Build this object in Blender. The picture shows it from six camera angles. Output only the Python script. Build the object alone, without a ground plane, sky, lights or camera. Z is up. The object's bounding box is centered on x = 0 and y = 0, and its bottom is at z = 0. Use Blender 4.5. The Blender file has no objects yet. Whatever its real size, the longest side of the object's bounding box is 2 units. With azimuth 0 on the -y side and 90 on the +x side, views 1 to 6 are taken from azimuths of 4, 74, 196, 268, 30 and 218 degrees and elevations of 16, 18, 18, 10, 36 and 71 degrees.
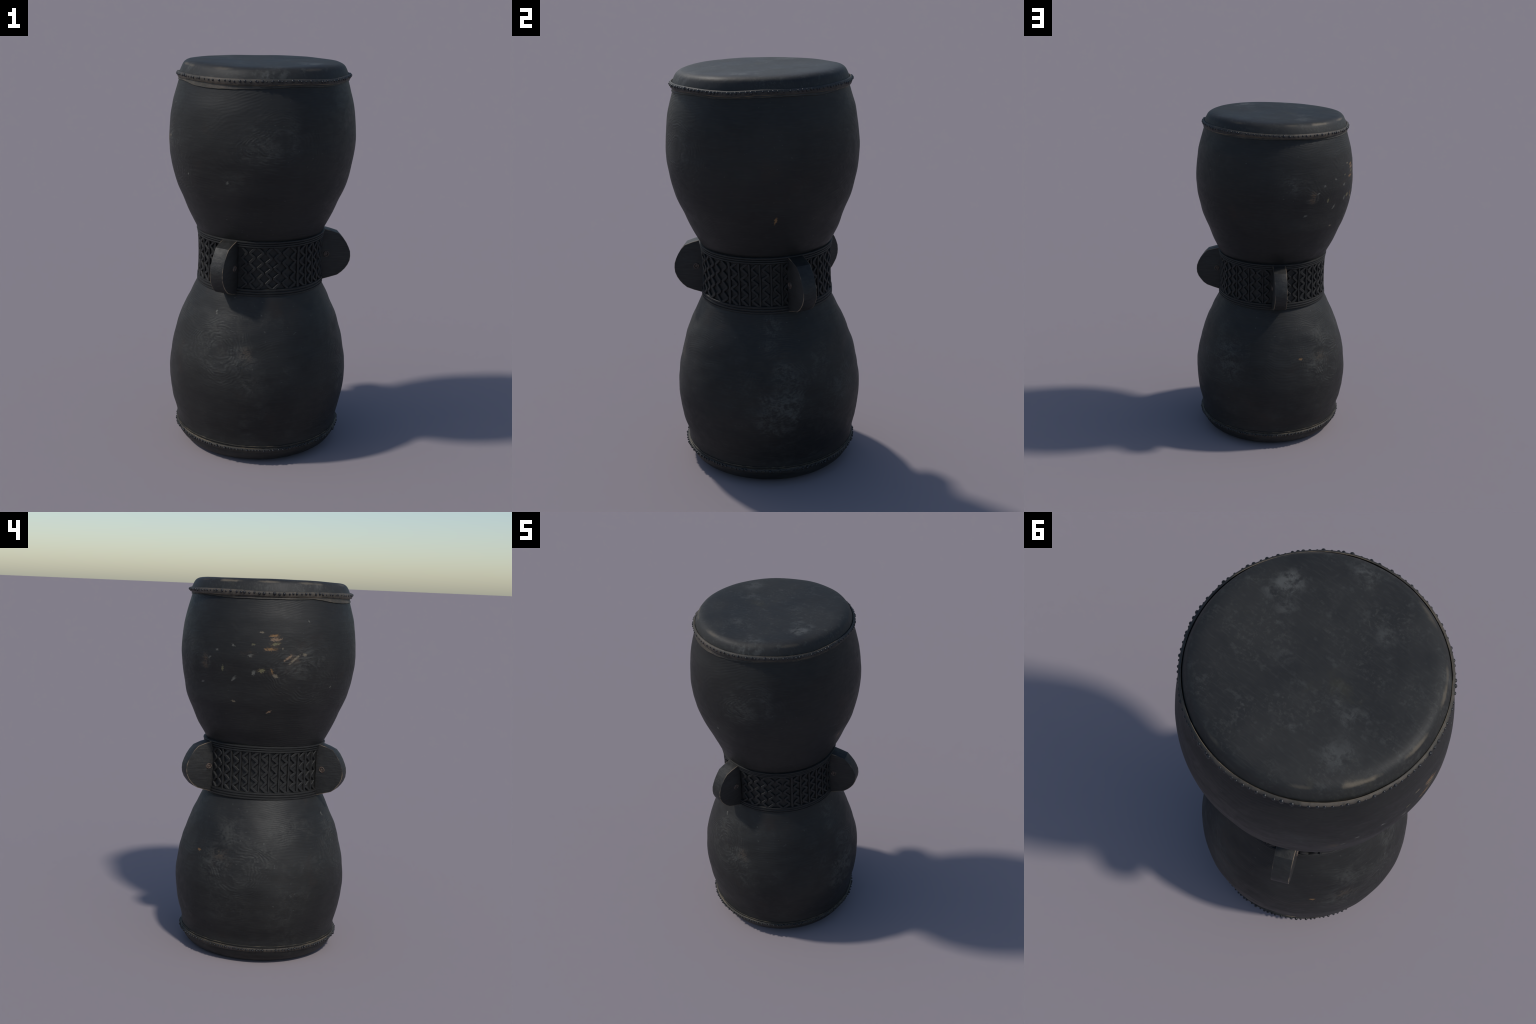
# Hourglass drum: one carved, blackened log with a fretwork waist band, three
# half-round lugs, and a hide head at each end held by a studded strip.
import bpy, bmesh, math, random
from mathutils import Vector, Matrix, noise as mnoise

RNG = random.Random(7)
TAU = math.tau

# ------------------------------------------------------------------ utilities
def catmull(knots, x, periodic=None):
    """Catmull-Rom through (x, y) knots, end-clamped or periodic."""
    ks = sorted(knots)
    if periodic:
        x = x % periodic
        ks = ([(a - periodic, b) for a, b in ks[-2:]] + ks + [(a + periodic, b) for a, b in ks[:2]])
    else:
        x = min(max(x, ks[0][0]), ks[-1][0])
        ks = [(2 * ks[0][0] - ks[1][0], 2 * ks[0][1] - ks[1][1])] + ks + \
             [(2 * ks[-1][0] - ks[-2][0], 2 * ks[-1][1] - ks[-2][1])]
    i = 1
    while i < len(ks) - 3 and x > ks[i + 1][0]:
        i += 1
    (xa, a), (xb, b), (xc, c), (xd, d) = ks[i - 1:i + 3]
    t = (x - xb) / (xc - xb)
    m0 = (c - a) / (xc - xa) * (xc - xb)
    m1 = (d - b) / (xd - xb) * (xc - xb)
    t2, t3 = t * t, t * t * t
    return (2 * t3 - 3 * t2 + 1) * b + (t3 - 2 * t2 + t) * m0 + (3 * t2 - 2 * t3) * c + (t3 - t2) * m1

def smooth(a, b, x):
    t = min(max((x - a) / (b - a), 0.0), 1.0)
    return t * t * (3 - 2 * t)

def direction(az):
    """Azimuth in degrees: 0 on the -y axis, 90 on the +x axis."""
    a = math.radians(az)
    return math.sin(a), -math.cos(a)

def n3(x, y, z, seed=0.0):
    return mnoise.noise(Vector((x + seed * 17.3, y - seed * 9.1, z + seed * 5.7)))

def new_mesh(name, verts, faces, mats, parent, angle=35, mat_index=None):
    me = bpy.data.meshes.new(name)
    me.from_pydata(verts, [], faces)
    me.validate()
    for m in mats:
        me.materials.append(m)
    if mat_index:
        for p, k in zip(me.polygons, mat_index):
            p.material_index = k
    bm = bmesh.new()
    bm.from_mesh(me)
    bmesh.ops.recalc_face_normals(bm, faces=bm.faces)
    bm.to_mesh(me)
    bm.free()
    me.shade_smooth()
    me.set_sharp_from_angle(angle=math.radians(angle))
    ob = bpy.data.objects.new(name, me)
    bpy.context.scene.collection.objects.link(ob)
    ob.parent = parent
    return ob

def lathe(name, rings, segments, mats, parent, angle=35, closed=False, cap_low=False, cap_high=False):
    """rings: list of functions az -> (x, y, z); lofts them around."""
    verts, faces = [], []
    n = segments
    for ring in rings:
        for k in range(n):
            verts.append(ring(360.0 * k / n))
    m = len(rings)
    last = m if closed else m - 1
    for i in range(last):
        j = (i + 1) % m
        for k in range(n):
            q = (k + 1) % n
            faces.append((i * n + k, i * n + q, j * n + q, j * n + k))
    def fan(i):
        c = [sum(verts[i * n + k][a] for k in range(n)) / n for a in range(3)]
        verts.append(tuple(c))
        for k in range(n):
            faces.append((i * n + k, i * n + (k + 1) % n, len(verts) - 1))
    if cap_low:
        fan(0)
    if cap_high:
        fan(m - 1)
    return new_mesh(name, verts, faces, mats, parent, angle)

# ------------------------------------------------------------- node material
class Nodes:
    """A thin wrapper that lets node maths be written as expressions."""
    def __init__(self, name):
        self.mat = bpy.data.materials.new(name)
        self.mat.use_nodes = True
        self.t = self.mat.node_tree
        self.bsdf = self.t.nodes["Principled BSDF"]
        self.obj = self.t.nodes.new("ShaderNodeTexCoord").outputs["Object"]
    def put(self, sock, v):
        if isinstance(v, bpy.types.NodeSocket):
            self.t.links.new(v, sock)
        else:
            sock.default_value = v
    def math(self, op, a, b=0.0, c=0.0, clamp=False):
        n = self.t.nodes.new("ShaderNodeMath")
        n.operation, n.use_clamp = op, clamp
        for s, v in zip(n.inputs, (a, b, c)):
            self.put(s, v)
        return n.outputs[0]
    def add(self, a, b): return self.math("ADD", a, b)
    def sub(self, a, b): return self.math("SUBTRACT", a, b)
    def mul(self, a, b): return self.math("MULTIPLY", a, b)
    def mx(self, a, b): return self.math("MAXIMUM", a, b)
    def step(self, x, lo, hi, a=0.0, b=1.0):
        n = self.t.nodes.new("ShaderNodeMapRange")
        n.interpolation_type = "SMOOTHSTEP"
        for s, v in zip(n.inputs, (x, lo, hi, a, b)):
            self.put(s, v)
        return n.outputs[0]
    def scale(self, v, s):
        n = self.t.nodes.new("ShaderNodeVectorMath")
        n.operation = "MULTIPLY"
        self.put(n.inputs[0], v)
        n.inputs[1].default_value = s
        return n.outputs[0]
    def noise(self, v, scale, detail=4.0, rough=0.55, dist=0.0, off=0.0):
        n = self.t.nodes.new("ShaderNodeTexNoise")
        if off:
            k = self.t.nodes.new("ShaderNodeVectorMath")
            k.inputs[1].default_value = (off, off * .7, -off)
            self.put(k.inputs[0], v)
            v = k.outputs[0]
        self.put(n.inputs["Vector"], v)
        for key, val in (("Scale", scale), ("Detail", detail), ("Roughness", rough), ("Distortion", dist)):
            n.inputs[key].default_value = val
        return n.outputs["Fac"]
    def voronoi(self, v, scale, feature="F1"):
        n = self.t.nodes.new("ShaderNodeTexVoronoi")
        n.feature = feature
        self.put(n.inputs["Vector"], v)
        n.inputs["Scale"].default_value = scale
        return n.outputs["Distance"]
    def xyz(self, v):
        n = self.t.nodes.new("ShaderNodeSeparateXYZ")
        self.put(n.inputs[0], v)
        return n.outputs
    def mix(self, f, a, b):
        n = self.t.nodes.new("ShaderNodeMix")
        n.data_type = "RGBA"
        self.put(n.inputs[0], f)
        for s, v in ((n.inputs[6], a), (n.inputs[7], b)):
            self.put(s, v if isinstance(v, bpy.types.NodeSocket) else (*v, 1.0))
        return n.outputs[2]
    def bump(self, h, strength, dist, normal=None):
        n = self.t.nodes.new("ShaderNodeBump")
        n.inputs["Strength"].default_value = strength
        n.inputs["Distance"].default_value = dist
        self.put(n.inputs["Height"], h)
        if normal is not None:
            self.put(n.inputs["Normal"], normal)
        return n.outputs[0]
    def finish(self, colour, rough, normal=None, spec=0.5):
        self.put(self.bsdf.inputs["Base Color"], colour if isinstance(colour, bpy.types.NodeSocket) else (*colour, 1))
        self.put(self.bsdf.inputs["Roughness"], rough)
        self.put(self.bsdf.inputs["Specular IOR Level"], spec)
        if normal is not None:
            self.put(self.bsdf.inputs["Normal"], normal)
        return self.mat
    # place masks on the barrel: azimuth (degrees) and height
    def barrel(self):
        x, y, z = self.xyz(self.obj)
        return self.math("ARCTAN2", x, self.mul(y, -1.0)), z
    def spot(self, az, z, az0, z0, wa, wz, tilt=0.0, radius=.46):
        """distance (1 on the rim) from an ellipse centred at az0, z0"""
        da = self.mul(self.sub(az, math.radians(az0)), radius)
        dz = self.sub(z, z0)
        c, s = math.cos(math.radians(tilt)), math.sin(math.radians(tilt))
        u = self.mul(self.add(self.mul(da, c), self.mul(dz, s)), 1 / wa)
        v = self.mul(self.sub(self.mul(dz, c), self.mul(da, s)), 1 / wz)
        return self.math("SQRT", self.add(self.mul(u, u), self.mul(v, v)))

# small scars in the black finish: azimuth, height, half width, half height, tilt, tint
PALE, OCHRE, PINK, OLIVE, GREY = (.175, .145, .100), (.25, .140, .055), (.23, .150, .090), (.15, .135, .07), (.125, .122, .105)
SCARS = [
    (-97.5, 1.736, .011, .0030, 0, PALE), (-89.6, 1.722, .015, .0042, 6, OCHRE), (-88.7, 1.704, .018, .0060, 4, PINK),
    (-89.0, 1.681, .015, .0050, 8, OLIVE), (-91.6, 1.656, .017, .0060, 4, OCHRE), (-114.8, 1.667, .007, .0045, -30, GREY),
    (-101.8, 1.676, .009, .0035, 5, OLIVE), (-103.6, 1.620, .010, .0050, 20, GREY), (-121.8, 1.551, .0045, .0105, -12, OLIVE),
    (-114.4, 1.501, .011, .0045, 45, GREY), (-101.5, 1.536, .005, .0085, -20, GREY), (-96.8, 1.548, .011, .0070, 5, OLIVE),
    (-90.1, 1.546, .004, .0100, 25, OCHRE), (-88.0, 1.524, .009, .0058, -20, PALE), (-70.3, 1.633, .011, .0045, 0, PALE),
    (-77.1, 1.606, .027, .0038, 42, PALE), (-80.4, 1.618, .016, .0040, 38, PINK), (-114.9, 1.386, .009, .0038, -5, PALE),
    (-90.8, 1.340, .015, .0038, 22, PINK), (-47.4, 1.469, .0045, .0045, 40, GREY), (-67.3, 1.799, .0030, .0070, 40, GREY),
    (-84.2, 1.662, .0045, .0045, 0, PALE), (-139.4, .582, .012, .0045, -6, OCHRE), (81.2, 1.347, .0045, .0125, -14, OCHRE),
    (-131.0, 1.600, .008, .0040, 30, GREY), (-126.0, 1.640, .006, .0040, 10, GREY), (-17.0, 1.455, .006, .0050, 60, GREY),
    (-31.0, .775, .005, .0080, 15, GREY), (-140.0, 1.470, .009, .0035, 20, GREY)]
# broader worn clouds where the black has been rubbed grey: azimuth, height, half sizes, strength
CLOUDS = [
    (-28, .72, .10, .07, .6), (-27, .62, .12, .08, .65), (-5, .58, .10, .08, .9), (-20, .52, .13, .07, .45), (0, .46, .09, .08, .5),
    (79, .80, .08, .06, 1.1), (74, .73, .07, .06, .8), (86, .57, .11, .10, 1.0), (83, .44, .13, .12, 1.2), (72, .37, .09, .08, .9), (80, .32, .09, .05, .8),
    (60, .53, .08, .08, .3), (161, .57, .14, .14, 1.0), (150, .72, .09, .07, .6), (112, .62, .10, .10, .7), (-117, .69, .10, .10, .55), (-125, .54, .14, .12, .6),
    (-79, .74, .13, .11, .8), (-95, .60, .12, .10, .6), (-112, .34, .14, .07, .3), (7, 1.64, .11, .11, .6), (22, 1.68, .05, .14, .5),
    (-149, 1.66, .09, .06, .6), (-135, 1.57, .04, .05, .9), (-72, 1.60, .12, .10, .5), (-15, 1.46, .07, .06, .4), (125, .47, .16, .16, .8)]

# flat-sawn figure: nested ovals where the carving cuts the growth rings at a tangent
# azimuth, height, half sizes of the whole figure, relief
FIGURES = [(-24, .60, .26, .20, .9), (-110, .51, .25, .21, 1.0), (-70, 1.54, .26, .20, 1.0), (14, 1.62, .27, .19, .7),
           (-142, 1.60, .22, .16, .6), (-128, .60, .20, .22, .5), (80, .55, .26, .24, .6), (150, .50, .26, .20, .5), (118, 1.55, .26, .20, .5)]

BRUISES = [(-89, 1.69, .045, .050, .75), (-135, 1.575, .030, .055, .9), (-77, 1.61, .045, .030, .5), (-95, 1.545, .050, .025, .45),
           (-120, .585, .060, .045, .45), (-3, .60, .05, .05, .45), (-105, 1.63, .05, .03, .25)]

def wood_material():
    m = Nodes("blackened_wood")
    P = m.obj
    az, z = m.barrel()
    # growth rings about a wandering pith: ovals on the bulges, fine lines on the slopes
    x, y, _ = m.xyz(P)
    wander = m.noise(m.scale(P, (1, 1, .8)), 2.3, 2.0)
    wobble = m.noise(m.scale(P, (1, 1, 1.6)), 11.0, 3.0, off=3.1)
    rx = m.add(x, .02)
    ry = m.sub(y, .015)
    d = m.math("SQRT", m.add(m.mul(rx, rx), m.mul(ry, ry)))
    d = m.add(d, m.add(m.mul(wander, .058), m.mul(wobble, .0042)))
    ring = m.math("SINE", m.mul(d, TAU / .0042))
    ring = m.add(m.mul(ring, .5), .5)
    patchy = m.step(m.noise(P, 5.0, 5.0, .62, off=8.0), .44, .62)
    ring_h = m.mul(ring, m.add(m.mul(patchy, .42), .10))
    bend = m.mul(m.sub(m.noise(m.scale(P, (1, 1, 1.4)), 4.5, 2.5, .5, off=9.3), .5), 1.1)
    break_up = m.step(m.noise(m.scale(P, (1, 1, 3.0)), 13.0, 4.0, .65, off=4.4), .40, .62)
    figure = None
    for a0, z0, wa, wz, k in FIGURES:
        e = m.add(m.spot(az, z, a0, z0, wa, wz), bend)
        wave = m.add(m.mul(m.math("SINE", m.mul(m.math("POWER", m.mx(e, .0), 1.2), 62.0)), .5), .5)
        f = m.mul(m.mul(m.mul(wave, m.step(e, 1.15, .45)), m.step(e, .0, .14)), k)
        figure = f if figure is None else m.add(figure, f)
    figure = m.mul(figure, break_up)
    fibre = m.noise(m.scale(P, (7, 7, 85)), 1.6, 5.0, .65)
    fine = m.noise(m.scale(P, (1, 1, 2.5)), 70.0, 5.0, .65)
    broad = m.noise(P, 3.0, 4.0, .6, off=5.0)
    mottle = m.noise(m.scale(P, (1, 1, 1.3)), 16.0, 6.0, .68, 1.2)
    col = m.mix(m.step(broad, .35, .68), (.0120, .0117, .0112), (.0185, .0180, .0168))
    col = m.mix(m.mul(m.step(fibre, .45, .75), .40), col, (.0290, .0285, .0265))
    col = m.mix(m.mul(m.step(m.noise(P, 5.0, 4.0, .6, off=12.0), .58, .75), .45), col, (.025, .016, .012))
    # rubbed clouds
    cloud = None
    warp = m.mul(m.sub(m.noise(P, 9.0, 4.0, .6, off=1.7), .5), 1.5)
    for a0, z0, wa, wz, k in CLOUDS:
        dist = m.add(m.spot(az, z, a0, z0, wa * 1.3, wz * 1.3), warp)
        c = m.mul(m.step(dist, 1.0, .1), k)
        cloud = c if cloud is None else m.mx(cloud, c)
    haze = m.mul(m.step(m.noise(P, 6.0, 5.0, .62, off=21.0), .46, .66), m.step(z, .95, .75, .08, .30))
    cloud = m.mx(cloud, haze)
    grain = m.step(m.add(m.mul(mottle, .56), m.add(m.mul(fine, .32), m.mul(figure, .12))), .37, .56)
    cloud = m.math("MULTIPLY", cloud, grain, clamp=True)
    col = m.mix(m.mul(figure, .15), col, (.045, .044, .040))
    col = m.mix(m.mul(cloud, .72), col, (.076, .076, .069))
    # brown bruising round the deeper scars
    bruise = None
    for a0, z0, wa, wz, k in BRUISES:
        c = m.mul(m.step(m.add(m.spot(az, z, a0, z0, wa, wz), warp), 1.1, .15), k)
        bruise = c if bruise is None else m.mx(bruise, c)
    bruise = m.mul(bruise, m.step(m.add(m.mul(mottle, .5), m.mul(fine, .5)), .44, .60))
    col = m.mix(bruise, col, (.085, .052, .028))
    # scattered faint specks and long scratches
    speck = m.mul(m.step(m.noise(m.scale(P, (1, 1, 1.6)), 42.0, 2.0, .5, off=4.0), .71, .76), m.step(broad, .45, .6))
    col = m.mix(m.mul(speck, .35), col, (.11, .11, .10))
    # scars
    jag = m.add(m.mul(m.sub(m.noise(m.scale(P, (1, 1, 1.8)), 105.0, 3.0, .65, off=2.2), .5), 3.6),
                m.mul(m.sub(m.noise(P, 30.0, 2.0, .5, off=6.2), .5), 1.2))
    dent = None
    for a0, z0, wa, wz, tilt, tint in SCARS:
        k = m.step(m.add(m.spot(az, z, a0, z0, wa * 1.38, wz * 1.42, tilt), jag), 1.25, .35)
        col = m.mix(m.mul(k, .75), col, tint)
        dent = k if dent is None else m.mx(dent, k)
    b1 = m.bump(m.add(m.mul(figure, .7), m.mul(ring_h, .42)), .36, .0042)
    b2 = m.bump(m.add(m.mul(fibre, .6), m.mul(fine, .4)), .35, .003, b1)
    b3 = m.bump(m.mul(dent, -1.0), .5, .002, b2)
    rough = m.add(m.step(mottle, .3, .7, .50, .62), m.mul(cloud, .08))
    return m.finish(col, rough, b3, .32)

def fret_material():
    m = Nodes("blackened_fretwork")
    P = m.obj
    g = m.noise(m.scale(P, (5, 5, 30)), 6.0, 5.0, .6)
    w = m.noise(P, 9.0, 5.0, .65, off=2.0)
    col = m.mix(m.step(g, .35, .7), (.0140, .0138, .0132), (.0225, .0220, .0205))
    # rubbed high spots, found on the geometry by pointiness, broken up by noise
    geo = m.t.nodes.new("ShaderNodeNewGeometry")
    edge = m.mul(m.step(geo.outputs["Pointiness"], .53, .62), m.step(w, .60, .74))
    col = m.mix(m.mul(edge, .18), col, (.080, .064, .044))
    bump = m.bump(m.add(m.mul(g, .6), m.mul(m.noise(P, 60.0, 4.0), .4)), .35, .003)
    return m.finish(col, .62, bump, .32)

def lug_material():
    m = Nodes("blackened_plank")
    P = m.obj                                   # x outward, y across, z up
    g = m.noise(m.scale(P, (6, 22, 60)), 2.2, 5.0, .65)
    b = m.noise(P, 8.0, 5.0, .65, .5, off=3.0)
    col = m.mix(m.step(g, .35, .72), (.0155, .0152, .0145), (.0250, .0244, .0228))
    col = m.mix(m.mul(m.step(b, .52, .72), .5), col, (.042, .042, .040))
    col = m.mix(m.mul(m.step(m.noise(P, 16.0, 3.0, off=9.0), .62, .74), .4), col, (.012, .011, .010))
    n = m.bump(g, .35, .0035)
    n = m.bump(m.noise(m.scale(P, (1, 1, 1.6)), 22.0, 3.0), .28, .008, n)
    return m.finish(col, m.step(b, .3, .7, .46, .60), n, .36)

def worn_edge_material():
    m = Nodes("worn_plank_edge")
    P = m.obj
    w = m.noise(m.scale(P, (1, .6, 1)), 34.0, 5.0, .7)
    l = m.noise(P, 9.0, 2.0, .5, off=5.0)
    k = m.mul(m.step(w, .34, .50), m.step(l, .34, .50))
    col = m.mix(k, (.024, .023, .022), (.200, .150, .100))
    return m.finish(col, .6, m.bump(w, .4, .002), .4)

def hide_material():
    m = Nodes("tarred_hide")
    P = m.obj
    x, y, z = m.xyz(P)
    broad = m.noise(P, 4.0, 5.0, .6, off=2.0)
    fine = m.noise(m.scale(P, (1.0, 1.0, .8)), 46.0, 5.0, .65)
    # short flattened hair that all lies one way: fine rows across the head
    hair = m.noise(m.scale(P, (40, 190, 60)), 1.0, 4.0, .6, .4)
    rot = m.t.nodes.new("ShaderNodeMapping")
    rot.inputs["Rotation"].default_value = (0, 0, math.radians(32))
    rot.inputs["Scale"].default_value = (22, 120, 45)
    m.put(rot.inputs["Vector"], P)
    hair = m.noise(rot.outputs[0], 1.0, 4.0, .6, .5)
    col = m.mix(m.step(broad, .35, .68), (.0165, .0164, .0158), (.0250, .0246, .0230))
    col = m.mix(m.mul(m.step(hair, .48, .72), .5), col, (.036, .036, .033))
    grit = m.step(m.noise(P, 95.0, 3.0, .6, off=14.0), .50, .68)
    col = m.mix(m.mul(m.mul(grit, m.step(m.noise(P, 7.0, 3.0, .6, off=17.0), .44, .62)), .40), col, (.062, .062, .054))
    spots = m.step(m.noise(P, 26.0, 3.0, .6, off=7.0), .58, .72)
    col = m.mix(m.mul(spots, .28), col, (.070, .072, .066))
    col = m.mix(m.mul(m.step(m.noise(P, 6.0, 4.0, .6, off=11.0), .60, .74), .35), col, (.040, .037, .020))
    # chalky marks on the playing face and side
    cloud = None
    warp = m.mul(m.sub(m.noise(P, 11.0, 5.0, .65, off=1.2), .5), 2.0)
    top = m.step(z, .6, .7)
    for cx, cy, cz, w, k in [(.245, -.165, 1.995, .055, 1.0), (.27, -.11, 1.995, .045, .7), (.20, -.09, 1.995, .04, .5),
                             (.08, -.345, 1.995, .06, .7), (-.18, .09, 1.995, .05, .6), (-.23, .075, 1.995, .035, .7),
                             (-.12, .07, 1.995, .025, .6), (-.215, .205, 1.995, .07, .6), (-.105, -.20, 1.995, .045, .5),
                             (-.067, .214, 1.995, .02, .7), (.10, .05, 1.995, .05, .25), (.05, -.415, 1.955, .045, 1.1),
                             (.12, -.40, 1.965, .04, .6), (-.34, -.21, 1.972, .04, .6), (.0, -.39, 1.97, .03, .5)]:
        dv = m.t.nodes.new("ShaderNodeVectorMath")
        dv.operation = "DISTANCE"
        m.put(dv.inputs[0], P)
        dv.inputs[1].default_value = (cx, cy, cz)
        c = m.mul(m.step(m.add(m.mul(dv.outputs["Value"], 1 / w), warp), 1.15, .1), k)
        cloud = c if cloud is None else m.mx(cloud, c)
    mott = m.noise(m.scale(P, (1, 1, .6)), 24.0, 6.0, .7, .8, off=5.0)
    cloud = m.mul(cloud, m.step(m.add(m.mul(mott, .6), m.mul(fine, .4)), .42, .58))
    col = m.mix(m.math("MULTIPLY", cloud, .66, clamp=True), col, (.105, .106, .098))
    shoulder = m.step(m.math("SQRT", m.add(m.mul(x, x), m.mul(y, y))), .370, .382)
    # the shoulder has rubbed through to bare tan hide here and there
    az = m.math("ARCTAN2", x, m.mul(y, -1.0))
    jag = m.mul(m.sub(m.noise(P, 40.0, 4.0, .6, off=3.0), .5), 1.2)
    for a0, z0, wa, wz, k in [(-122, 1.981, .060, .007, 1.0), (-130, 1.981, .022, .008, .9), (-95, 1.982, .060, .0065, .8),
                              (-66, 1.981, .055, .0065, .7), (-56, 1.979, .035, .006, .45), (-25, 1.980, .06, .007, .45),
                              (-150, 1.982, .04, .005, .35), (40, 1.980, .06, .007, .30), (165, 1.982, .05, .005, .25)]:
        k2 = m.mul(m.step(m.add(m.spot(az, z, a0, z0, wa, wz, 0, .4), jag), 1.2, .2), k)
        col = m.mix(m.mul(m.mul(k2, shoulder), .68), col, (.165, .135, .095))
    n = m.bump(m.add(m.mul(hair, .7), m.mul(fine, .3)), .34, .003)
    n = m.bump(m.noise(P, 7.0, 3.0), .18, .02, n)
    return m.finish(col, m.step(broad, .3, .7, .56, .66), n, .36)

def strip_material(name, brown, dark):
    m = Nodes(name)
    P = m.obj
    _, _, z = m.xyz(P)
    a = m.noise(P, 11.0, 5.0, .65, .5)
    f = m.noise(P, 55.0, 5.0, .65)
    x, y, _ = m.xyz(P)
    # browner and paler toward -x, blacker toward +x
    side = m.step(x, -.30, .28)
    base = m.mix(side, tuple(c * brown for c in (.052, .046, .036)), tuple(c * dark for c in (.024, .0240, .0225)))
    pale = m.mix(side, tuple(c * brown for c in (.105, .086, .066)), tuple(c * dark for c in (.050, .044, .036)))
    col = m.mix(m.step(a, .40, .68), base, pale)
    col = m.mix(m.mul(m.step(f, .5, .7), .4), col, (.028, .024, .021))
    col = m.mix(m.mul(m.step(m.noise(P, 6.0, 4.0, .6, off=4.0), .58, .7), .4), col, (.062, .050, .055))
    return m.finish(col, .62, m.bump(m.add(m.mul(f, .5), m.mul(a, .5)), .45, .006), .4)

def raw_edge_material(name, c0, c1, lo, hi):
    m = Nodes(name)
    P = m.obj
    a = m.noise(P, 21.0, 5.0, .65)
    b = m.noise(P, 5.0, 3.0, .55, off=6.0)
    col = m.mix(m.mul(m.step(a, lo, hi), m.step(b, .36, .56)), c0, c1)
    return m.finish(col, .6, m.bump(m.noise(P, 60.0, 4.0), .4, .003), .4)

def iron_material():
    m = Nodes("black_iron")
    P = m.obj
    a = m.noise(P, 300.0, 3.0)
    col = m.mix(m.step(a, .35, .7), (.012, .0125, .0140), (.028, .028, .029))
    m.bsdf.inputs["Metallic"].default_value = .35
    return m.finish(col, .36, m.bump(a, .2, .0006), .6)

def peg_material():
    m = Nodes("rusty_peg")
    P = m.obj
    a = m.noise(P, 120.0, 4.0, .65)
    col = m.mix(m.step(a, .38, .68), (.040, .028, .022), (.150, .102, .076))
    return m.finish(col, .55, m.bump(a, .4, .0015), .45)

WOOD, FRET, LUG, WORN = wood_material(), fret_material(), lug_material(), worn_edge_material()
HIDE, STRIP, IRON, PEG = hide_material(), strip_material("aged_leather_strip", .95, 1.0), iron_material(), peg_material()
FOOT_STRIP = strip_material("dark_leather_strip", .52, .75)
RAW = raw_edge_material("raw_hide_edge", (.030, .028, .023), (.100, .083, .056), .46, .66)

# ------------------------------------------------------------------- the drum
drum = bpy.data.objects.new("hourglass_drum", None)
bpy.context.scene.collection.objects.link(drum)
drum["label"] = "tall black carved wooden hourglass drum with studded hide heads"
drum["category"] = "hand drum"

# silhouette of the log (height, radius): the two bowls and the waist hidden by the band
PROFILE = [(.03, .405), (.06, .4225), (.14, .4289), (.22, .4489), (.30, .4604), (.38, .4668), (.46, .4614), (.54, .4482),
           (.62, .4264), (.70, .3997), (.78, .3631), (.84, .3345), (.868, .320), (.89, .306), (.95, .300), (1.06, .300),
           (1.11, .304), (1.135, .3155), (1.17, .3330), (1.24, .3676), (1.31, .3970), (1.38, .4271), (1.45, .4459), (1.52, .4599),
           (1.59, .4668), (1.66, .4655), (1.73, .4592), (1.80, .4478), (1.87, .4285), (1.94, .4090)]

def centre(z):
    k = smooth(.7, 1.3, z)
    lo = (.0054 + .0006 * (z - .5), -.0015 - .0028 * (z - .5))
    up = (.0014 + .0027 * (z - 1.5), .0026 + .0004 * (z - 1.5))
    return tuple(a * (1 - k) + b * k for a, b in zip(lo, up))

def point(r, az, z):
    cx, cy = centre(z)
    dx, dy = direction(az)
    return (cx + r * dx, cy + r * dy, z)

def lobe(az, at, width):
    d = (az - at + 180) % 360 - 180
    return math.exp(-.5 * (d / width) ** 2)

def swell(az, z):
    low = smooth(.10, .22, z) * (1 - smooth(.80, .90, z))
    high = smooth(1.13, 1.22, z) * (1 - .55 * smooth(1.45, 1.7, z)) * (1 - smooth(1.80, 1.90, z))
    return (low + .55 * (1 - smooth(.10, .22, z))) * (-.0105 * lobe(az, 45, 24)) + low * .0075 * lobe(az, 230, 24) + \
        high * .0100 * lobe(az, 30, 24) + smooth(1.80, 1.87, z) * .0035 * lobe(az, 30, 28) + \
        smooth(1.16, 1.24, z) * (1 - smooth(1.36, 1.48, z)) * (.0105 * lobe(az, 237, 20) + .0085 * lobe(az, 199, 18) - .0060 * lobe(az, 320, 18)) + \
        smooth(1.13, 1.17, z) * (1 - smooth(1.22, 1.30, z)) * .0080 * lobe(az, 139, 16) + \
        smooth(1.50, 1.60, z) * (1 - smooth(1.86, 1.93, z)) * .0075 * lobe(az, 229, 17)

def body_radius(z, az):
    k = smooth(.7, 1.3, z)
    t = math.radians(az - 90)
    r = catmull(PROFILE, z)
    r += (1 - k) * (.0011 * math.cos(2 * t) - .0007 * math.sin(2 * t) - .0024 * math.cos(3 * t) - .001 * math.sin(3 * t))
    r += k * (.0023 * math.cos(2 * t) + .0022 * math.sin(2 * t))
    # the two bowls are a little out of true along one diagonal
    r += swell(az, z)
    # flats and soft hollows left by the adze, strongest on the fat of the bowls
    fat = smooth(.12, .2, z) * (1 - smooth(.78, .9, z)) + .6 * smooth(1.2, 1.35, z) * (1 - smooth(1.78, 1.88, z))
    dx, dy = direction(az)
    r += fat * (.0032 * n3(dx * 2.6, dy * 2.6, z * 9.0, 1) + .0022 * n3(dx * 5, dy * 5, z * 20.0, 2))
    return r

zs = [.03 + (1.94 - .03) * i / 300 for i in range(301)]
body = lathe("drum_body", [lambda az, z=z: point(body_radius(z, az), az, z) for z in zs], 256, [WOOD], drum,
             angle=60, cap_low=True, cap_high=True)

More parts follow.
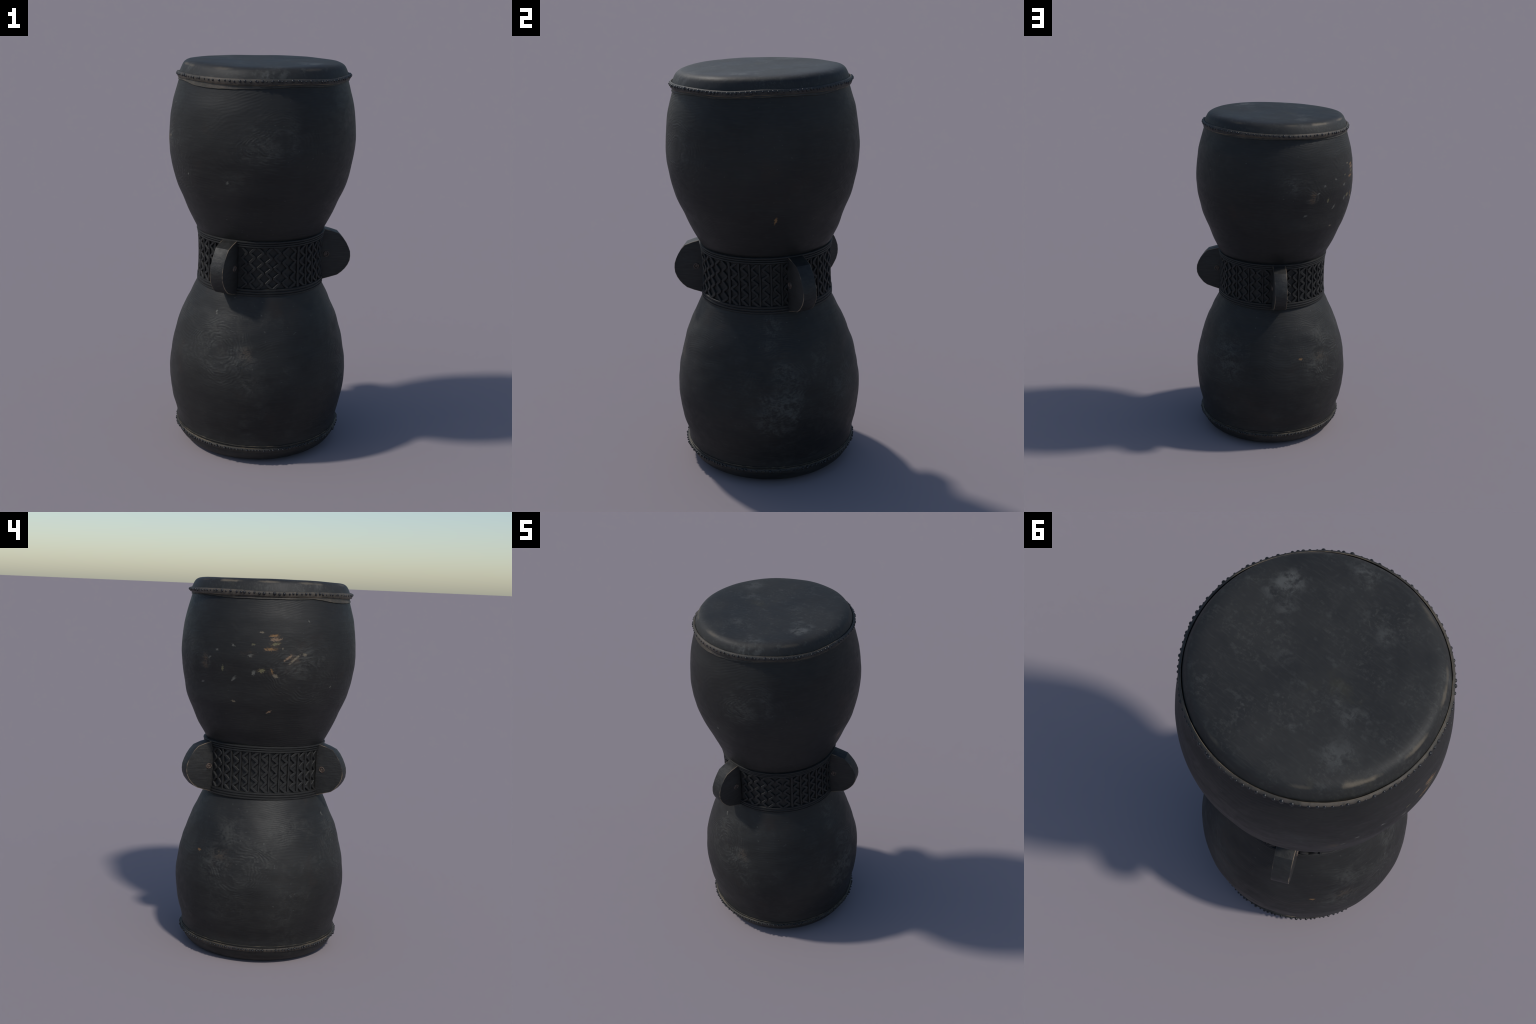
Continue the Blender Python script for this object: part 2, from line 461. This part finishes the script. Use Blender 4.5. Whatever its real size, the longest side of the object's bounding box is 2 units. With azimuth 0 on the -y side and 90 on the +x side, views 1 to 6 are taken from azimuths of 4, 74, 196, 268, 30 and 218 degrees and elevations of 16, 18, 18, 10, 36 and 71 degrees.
# --------------------------------------------------------- heads and their rims
LIP = [(0, 1.896), (15, 1.902), (28, 1.906), (48, 1.901), (75, 1.9085), (98, 1.907), (112, 1.902), (135, 1.909), (160, 1.904),
       (190, 1.906), (215, 1.9075), (240, 1.897), (265, 1.897), (285, 1.900), (298, 1.904), (312, 1.893), (325, 1.888), (345, 1.890)]
STRIP_LOW = [(0, 1.914), (27, 1.918), (55, 1.912), (75, 1.919), (100, 1.917), (145, 1.912), (175, 1.919), (205, 1.915), (235, 1.912),
             (265, 1.910), (285, 1.911), (310, 1.916), (345, 1.912)]
STRIP_HIGH = [(0, 1.942), (20, 1.944), (55, 1.938), (75, 1.944), (100, 1.941), (140, 1.946), (200, 1.939), (235, 1.940), (266, 1.935),
              (300, 1.941), (330, 1.940)]

def ragged(az, amp, seed, f=9.0):
    dx, dy = direction(az)
    return amp * (n3(dx * f, dy * f, 0, seed) + .5 * n3(dx * f * 2.7, dy * f * 2.7, 0, seed + 1))

def lip_top(az):
    return catmull(LIP, az, 360) + ragged(az, .0012, 5)

def strip_low_top(az):
    return catmull(STRIP_LOW, az, 360) + ragged(az, .0010, 7)

def strip_high_top(az):
    return catmull(STRIP_HIGH, az, 360) + ragged(az, .0007, 9)

def lip_base(az):
    return .1048 + ragged(az, .0018, 11, 5)

def strip_high_base(az):
    return .0935 + ragged(az, .0012, 13, 4)

def strip_low_base(az):
    return .0715 + ragged(az, .0014, 15, 4)

def wall_top(z, az):            # the wood just under the head
    return body_radius(min(z, 1.905), az)

# top head: bare lower lip, up behind the strip, over the shoulder, flat face
SHOULDER = [(0, -.0020), (28, .0006), (60, .0018), (90, .0010), (125, .0015), (160, .0018), (185, .0005), (215, .0000), (250, .0020),
            (280, .0028), (310, .0008), (340, -.0030)]      # how far the rim of the hide rides above or below its mean

def head_ring(r, z):
    def f(az):
        dx, dy = direction(az)
        w = ragged(az, .0022, 21, 2.2) * smooth(.15, .36, r)
        zz = z + .0020 * n3(dx * r * 6, dy * r * 6, 0, 23) * smooth(.0, .3, r)
        zz += (catmull(SHOULDER, az, 360) - .0022 * lobe(az, 24, 9)) * smooth(1.955, 1.985, z) * smooth(.10, .36, r)
        return point(r + w * .6, az, zz)
    return f

rings = [lambda az: point(wall_top(lip_top(az), az) - .003, az, lip_top(az) + .0015),
         lambda az: point(wall_top(lip_top(az), az) + .0020, az, lip_top(az)),
         lambda az: point(wall_top(lip_top(az), az) + .0042, az, lip_top(az) + .0012),
         lambda az: point(wall_top(lip_top(az), az) + .0044, az, lip_top(az) + .0032),
         lambda az: point(wall_top(1.905, az) + .0026, az, max(lip_top(az) + .0075, 1.905)),
         lambda az: point(.4245, az, 1.921)]
rings += [head_ring(r, z) for r, z in
          [(.4215, 1.934), (.4175, 1.945), (.4130, 1.9555), (.4080, 1.9660), (.4030, 1.9745), (.3970, 1.9810), (.3890, 1.9863),
           (.3790, 1.9902), (.3650, 1.9926), (.3450, 1.9940), (.3150, 1.9944), (.27, 1.9946), (.22, 1.9944), (.17, 1.9942),
           (.12, 1.9940), (.07, 1.9938), (.03, 1.9937)]]
drumskin = lathe("drumskin", rings, 240, [HIDE, RAW, STRIP], drum, angle=50, cap_high=True)
for p in drumskin.data.polygons:
    if p.index < 5 * 240:
        p.material_index = 1 if p.index < 3 * 240 else 2      # raw cut edge, then the bare flap

# foot head: lip above the strip, rolled under to the ground
def foot_wall(z, az):
    return body_radius(max(z, .10), az)

rings = [lambda az: point(foot_wall(lip_base(az), az) - .003, az, lip_base(az) - .0015),
         lambda az: point(foot_wall(lip_base(az), az) + .0015, az, lip_base(az)),
         lambda az: point(foot_wall(lip_base(az), az) + .0042, az, lip_base(az) - .0010),
         lambda az: point(foot_wall(lip_base(az), az) + .0046, az, lip_base(az) - .0032),
         lambda az: point(foot_wall(.1, az) + .0015, az, lip_base(az) - .0075)]
for r, z in [(.4265, .080), (.4240, .068), (.4195, .055), (.4125, .041), (.4030, .028), (.3915, .017), (.3780, .0085), (.3640, .0030),
             (.3490, .0006), (.3300, .0), (.2000, .0), (.05, .0)]:
    rings.append(lambda az, r=r, z=z: point(r + ragged(az, .0014, 31, 2.5) * smooth(.0, .03, z) + (swell(az, .08) if r > .3 else 0), az, z))
foot_skin = lathe("drumskin", rings, 240, [HIDE, RAW], drum, angle=50, cap_high=True)
for p in foot_skin.data.polygons:
    if p.index < 3 * 240:
        p.material_index = 1

def strip_section(low, high, radius, slack, seed):
    """closed cross-section of a leather strip, standing slack off the skin at its free edge"""
    def ring(t, off):
        def f(az):
            zl, zh = low(az), high(az)
            return point(radius + off + ragged(az, .0008, seed, 6) + swell(az, .08 if zl < 1 else 1.88), az, zl + (zh - zl) * t)
        return f
    return [ring(t, o) for t, o in [(.0, -.0030), (-.02, .0005), (.06, .0022), (.25, .0038), (.48, .0052), (.68, .0054), (.84, .0038),
                                    (.95, .0004), (1.0, -.0034), (.99, -.0055 + slack), (.90, -.0066 + slack), (.6, -.0050), (.3, -.0046)]]

EDGE_TAN = raw_edge_material("rubbed_strip_edge", (.040, .035, .028), (.180, .140, .090), .36, .54)

def add_strip(low, high, radius, seed, edges, leather):
    ob = lathe("nail_strip", strip_section(low, high, radius, .0006, seed), 240, [leather, EDGE_TAN], drum, angle=55, closed=True)
    for p in ob.data.polygons:
        if p.index // 240 in edges:
            p.material_index = 1
    return ob

top_strip = add_strip(strip_low_top, strip_high_top, .4272, 41, (0, 1, 8), STRIP)
foot_strip = add_strip(strip_low_base, strip_high_base, .4290, 43, (7, 8), FOOT_STRIP)

# studs: domed iron nails, unevenly spaced and sized
def stud_mesh():
    verts, faces = [], []
    prof = [(1.0, -.35), (1.0, .0), (.97, .28), (.85, .56), (.62, .80), (.33, .95)]
    n = 14
    for r, h in prof:
        for k in range(n):
            verts.append((h, r * math.cos(TAU * k / n), r * math.sin(TAU * k / n)))
    verts.append((1.0, 0, 0))
    for i in range(len(prof) - 1):
        for k in range(n):
            q = (k + 1) % n
            faces.append((i * n + k, i * n + q, (i + 1) * n + q, (i + 1) * n + k))
    i = len(prof) - 1
    for k in range(n):
        faces.append((i * n + k, i * n + (k + 1) % n, len(verts) - 1))
    ob = new_mesh("nail", verts, faces, [IRON], drum, 60)
    return ob

STUD = stud_mesh()
first = [True]

def add_stud(parent, az, z, r, size, squash):
    ob = STUD if first[0] else STUD.copy()
    if not first[0]:
        bpy.context.scene.collection.objects.link(ob)
    first[0] = False
    ob.parent = parent
    ob.location = point(r + swell(az, .08 if z < 1 else 1.88), az, z)
    ob.rotation_euler = (RNG.uniform(-.1, .1), RNG.uniform(-.12, .12), math.radians(az - 90))
    ob.scale = (size * squash, size, size * RNG.uniform(.92, 1.08))

def stud_row(parent, count, low, high, radius, sizes, frac, squash, clusters):
    az, azs = 0.0, []
    while az < 360:
        azs.append(az)
        dense = clusters(az)
        az += 360 / count / dense * RNG.choice((.72, .85, .95, 1.0, 1.05, 1.15, 1.35))
    for a in azs:
        a += RNG.uniform(-.25, .25)
        zl, zh = low(a), high(a)
        z = zl + (zh - zl) * (frac + RNG.uniform(-.07, .07))
        add_stud(parent, a, z, radius, RNG.uniform(*sizes) * RNG.choice((.72, .9, 1, 1, 1.1, 1.2)), squash)

stud_row(top_strip, 116, strip_low_top, strip_high_top, .4320, (.0052, .0070), .60, .90,
         lambda a: 1.12 if 90 < a < 170 else .95)
stud_row(foot_strip, 128, strip_low_base, strip_high_base, .4345, (.0050, .0064), .56, 1.1,
         lambda a: 1.2 if 250 < a < 350 else .95)

# ------------------------------------------------------------------ waist band
BAND_C = (.004, .0042)
FRET_LOW, FRET_HIGH = .9035, 1.1130

def band_point(r, az, z):
    r += .0025 * lobe(az, 228, 30)
    dx, dy = direction(az)
    return (BAND_C[0] + r * dx, BAND_C[1] + r * dy, z)

def band_face(z):
    """outer face of the fret: slightly hollow like a spool"""
    t = (z - 1.005) / .125
    return .3218 + .0050 * t * t

def ridge(z0, z1, r):
    h = z1 - z0
    return [(r - .0042, z0), (r - .0008, z0 + .14 * h), (r, z0 + .32 * h), (r, z0 + .68 * h), (r - .0008, z0 + .86 * h), (r - .0042, z1)]

prof = [(.300, .8640)] + ridge(.8655, .8760, .3285) + ridge(.8778, .8886, .3285) + ridge(.8904, .9026, .3275) + \
       [(.3150, .9040), (.3142, .912), (.3112, 1.0), (.3142, 1.105), (.3150, 1.1125)] + \
       ridge(1.1138, 1.1240, .3270) + ridge(1.1258, 1.1350, .3290) + ridge(1.1368, 1.1468, .3315) + [(.310, 1.1490)]
band = lathe("waist_band", [lambda az, r=r, z=z: band_point(r + ragged(az, .0006, 51, 6), az, z + ragged(az, .0006, 53, 4)) for r, z in prof],
             220, [FRET], drum, angle=40)

def ribbon(name, path, widths, parent, r_floor=.3085):
    """a raised, chamfered bar that follows (azimuth, height) points on the band"""
    arc = .324
    pts = [(math.radians(a) * arc, z) for a, z in path]
    left, right = [], []
    for i, (x, z) in enumerate(pts):
        def unit(p, q):
            dx, dz = q[0] - p[0], q[1] - p[1]
            l = math.hypot(dx, dz) or 1
            return dx / l, dz / l
        d0 = unit(pts[i - 1], pts[i]) if i else unit(pts[0], pts[1])
        d1 = unit(pts[i], pts[i + 1]) if i < len(pts) - 1 else d0
        nx, nz = -(d0[1] + d1[1]), d0[0] + d1[0]
        l = math.hypot(nx, nz) or 1
        nx, nz = nx / l, nz / l
        if i in (0, len(pts) - 1):
            nx, nz = (1.0, 0.0) if nx > 0 else (-1.0, 0.0)      # ends are cut level
            nx, nz = nx, 0.0
        miter = 1 / max(.62, abs(nx * -d1[1] + nz * d1[0]))
        w = widths[i] * .5 * miter
        left.append((nx * w, nz * w))
        right.append((-nx * w, -nz * w))
    section = [(1.22, None), (1.04, -.0024), (.72, .0), (-.72, .0), (-1.04, -.0024), (-1.22, None)]
    verts, faces = [], []
    for i, (x, z) in enumerate(pts):
        for s, h in section:
            off = left[i] if s > 0 else right[i]
            px, pz = x + off[0] * abs(s), z + off[1] * abs(s)
            pz = min(max(pz, FRET_LOW - .001), FRET_HIGH + .001)
            r = r_floor if h is None else band_face(pz) + h + .0006 * n3(px * 40, pz * 40, 0, 61)
            verts.append(band_point(r, math.degrees(px / arc), pz))
    k = len(section)
    for i in range(len(pts) - 1):
        for j in range(k - 1):
            faces.append((i * k + j, i * k + j + 1, (i + 1) * k + j + 1, (i + 1) * k + j))
    faces.append(tuple(range(k)))
    faces.append(tuple(range((len(pts) - 1) * k, len(pts) * k)))
    return new_mesh(name, verts, faces, [FRET], parent, 28)

def upright(az, width=.0096):
    n = 9
    path = [(az + RNG.uniform(-.22, .22), FRET_LOW + (FRET_HIGH - FRET_LOW) * i / (n - 1)) for i in range(n)]
    ribbon("fret_bar", path, [width * RNG.uniform(.88, 1.12) for _ in path], band)

def zigzag(a0, a1, start_right=True, width=.0122):
    teeth = 8
    inset = math.degrees(width * .46 / .324)
    lo, hi = a0 + inset, a1 - inset
    wide = width * RNG.uniform(.88, 1.15)
    path = []
    for i in range(teeth + 1):
        z = FRET_HIGH - (FRET_HIGH - FRET_LOW) * i / teeth
        if 0 < i < teeth:
            z += RNG.uniform(-.0028, .0028)
        side = hi if (i % 2 == 0) == start_right else lo
        path.append((side + RNG.uniform(-.3, .3), z))
    # a hand-cut zigzag: each corner is blunted into two close points
    cut = [path[0]]
    for i in range(1, teeth):
        p, c, q = path[i - 1], path[i], path[i + 1]
        for e in (p, q):
            t = RNG.uniform(.07, .15)
            cut.append((c[0] + (e[0] - c[0]) * t, c[1] + (e[1] - c[1]) * t))
    cut.append(path[-1])
    ribbon("fret_zigzag", cut, [wide * RNG.uniform(.9, 1.1) for _ in cut], band)

LUGS = [(336.9, .4580, .0785, .0705), (99.5, .4725, .0780, .0700), (203.5, .4690, .0780, .0715)]   # azimuth, reach, widths

# from the first lug: a lattice of mirrored zigzags that touch at their points
for i, (a, b) in enumerate([(346.8, 353.4), (354.0, 360.6), (361.3, 368.0), (368.6, 375.4), (376.0, 383.0), (383.6, 390.9), (391.4, 398.8)]):
    zigzag(a, b, start_right=bool(i % 2))
# then bars and zigzags in turn up to, and beyond, the second lug
bars = [40.2, 49.8, 59.2, 68.3, 77.7, 87.0]
upright(bars[0], .0130)
for a in bars[1:]:
    upright(a)
for a, b in zip(bars, bars[1:] + [95.2]):
    zigzag(a + 1.0, b - 1.0)
bars = [106.0, 115.2, 124.5, 133.2]
for a in bars:
    upright(a)
for a, b in zip(bars, bars[1:]):
    zigzag(a + 1.0, b - 1.0)
# diamonds, most of them split by a bar
for i, (a, b) in enumerate([(134.0, 140.4), (140.8, 147.6), (148.3, 155.2), (157.0, 163.2), (163.7, 170.9), (172.7, 179.3),
                            (179.8, 186.8), (188.4, 195.2)]):
    zigzag(a, b, start_right=not i % 2)
for a in (156.1, 171.8, 187.6):
    upright(a, .0080)
zigzag(211.3, 218.3, True)
zigzag(218.7, 225.8, False)
# bars and zigzags again back to the first lug
bars = [226.7, 236.3, 245.9, 254.9, 264.2, 273.2, 282.7, 291.9, 301.8, 310.8, 320.0]
for a in bars:
    upright(a)
for a, b in zip(bars, bars[1:] + [328.8]):
    zigzag(a + .9, b - .9)

# ------------------------------------------------------------------------ lugs
# half-round outline in units of reach (s) and half height (h)
OUTLINE = [(-.12, 1.0), (.0, 1.0), (.27, .925), (.55, .815), (.70, .640), (.82, .455), (.91, .265), (.97, .09), (.985, -.09), (.97, -.26),
           (.90, -.44), (.81, -.58), (.69, -.72), (.54, -.835), (.27, -.925), (.0, -1.0), (-.12, -1.0)]

def lug(az, reach, w_in, w_out):
    base, zc, hh = .3265, 1.0070, .1360
    L = reach - base + .003
    bm = bmesh.new()
    sides = []
    for sgn in (-1, 1):
        row = []
        for s, h in OUTLINE:
            w = (w_in + (w_out - w_in) * max(s, 0)) * .5
            row.append(bm.verts.new((base + L * s, sgn * w, zc + hh * (h + RNG.uniform(-.008, .008) * (0 < s)))))
        sides.append(row)
    n = len(OUTLINE)
    bm.faces.new(sides[0])
    bm.faces.new(list(reversed(sides[1])))
    rim = []
    for i in range(n):
        j = (i + 1) % n
        f = bm.faces.new((sides[0][i], sides[1][i], sides[1][j], sides[0][j]))
        rim.append(f)
    bmesh.ops.recalc_face_normals(bm, faces=bm.faces)
    edges = [e for e in bm.edges for row in [0] if len(e.link_faces) == 2 and
             abs(e.verts[0].co.y - e.verts[1].co.y) < .02 and e.verts[0].co.x > base - .012 and
             (e.verts[0].co.y > 0) == (e.verts[1].co.y > 0) and not (e.verts[0].co.x < base - .005 and e.verts[1].co.x < base - .005)]
    bmesh.ops.bevel(bm, geom=edges, offset=.0026, segments=2, profile=.6, affect="EDGES", material=1)
    me = bpy.data.meshes.new("lug")
    bm.to_mesh(me)
    bm.free()
    me.materials.append(LUG)
    me.materials.append(WORN)
    me.shade_smooth()
    me.set_sharp_from_angle(angle=math.radians(16.5))
    ob = bpy.data.objects.new("lug", me)
    bpy.context.scene.collection.objects.link(ob)
    ob.parent = drum
    ob.location = (BAND_C[0] * .5, 0, 0)
    ob.rotation_euler = (0, 0, math.radians(az - 90))
    # a turned peg end shows as a raised ring with a dished middle on each cheek
    for sgn in (-1, 1):
        w = (w_in + (w_out - w_in) * .12) * .5
        prof = [(.0150, -.003), (.0146, .0012), (.0134, .0034), (.0118, .0042), (.0102, .0034), (.0092, .0008), (.0086, -.0012),
                (.0076, -.0006), (.0050, .0010), (.0022, .0016)]
        verts, faces, m = [], [], 26
        for r, h in prof:
            for k in range(m):
                a = TAU * k / m
                rr = 1.08 * r * (1 + .05 * math.sin(2 * a + az))
                verts.append((.3445 + rr * math.cos(a), sgn * (w + h), 1.0085 + rr * math.sin(a)))
        verts.append((.3445, sgn * (w + .0018), 1.0085))
        for i in range(len(prof) - 1):
            for k in range(m):
                q = (k + 1) % m
                faces.append((i * m + k, i * m + q, (i + 1) * m + q, (i + 1) * m + k))
        for k in range(m):
            faces.append(((len(prof) - 1) * m + k, (len(prof) - 1) * m + (k + 1) % m, len(verts) - 1))
        new_mesh("peg", verts, faces, [PEG], ob, 60)
    return ob

for spec in LUGS:
    lug(*spec)
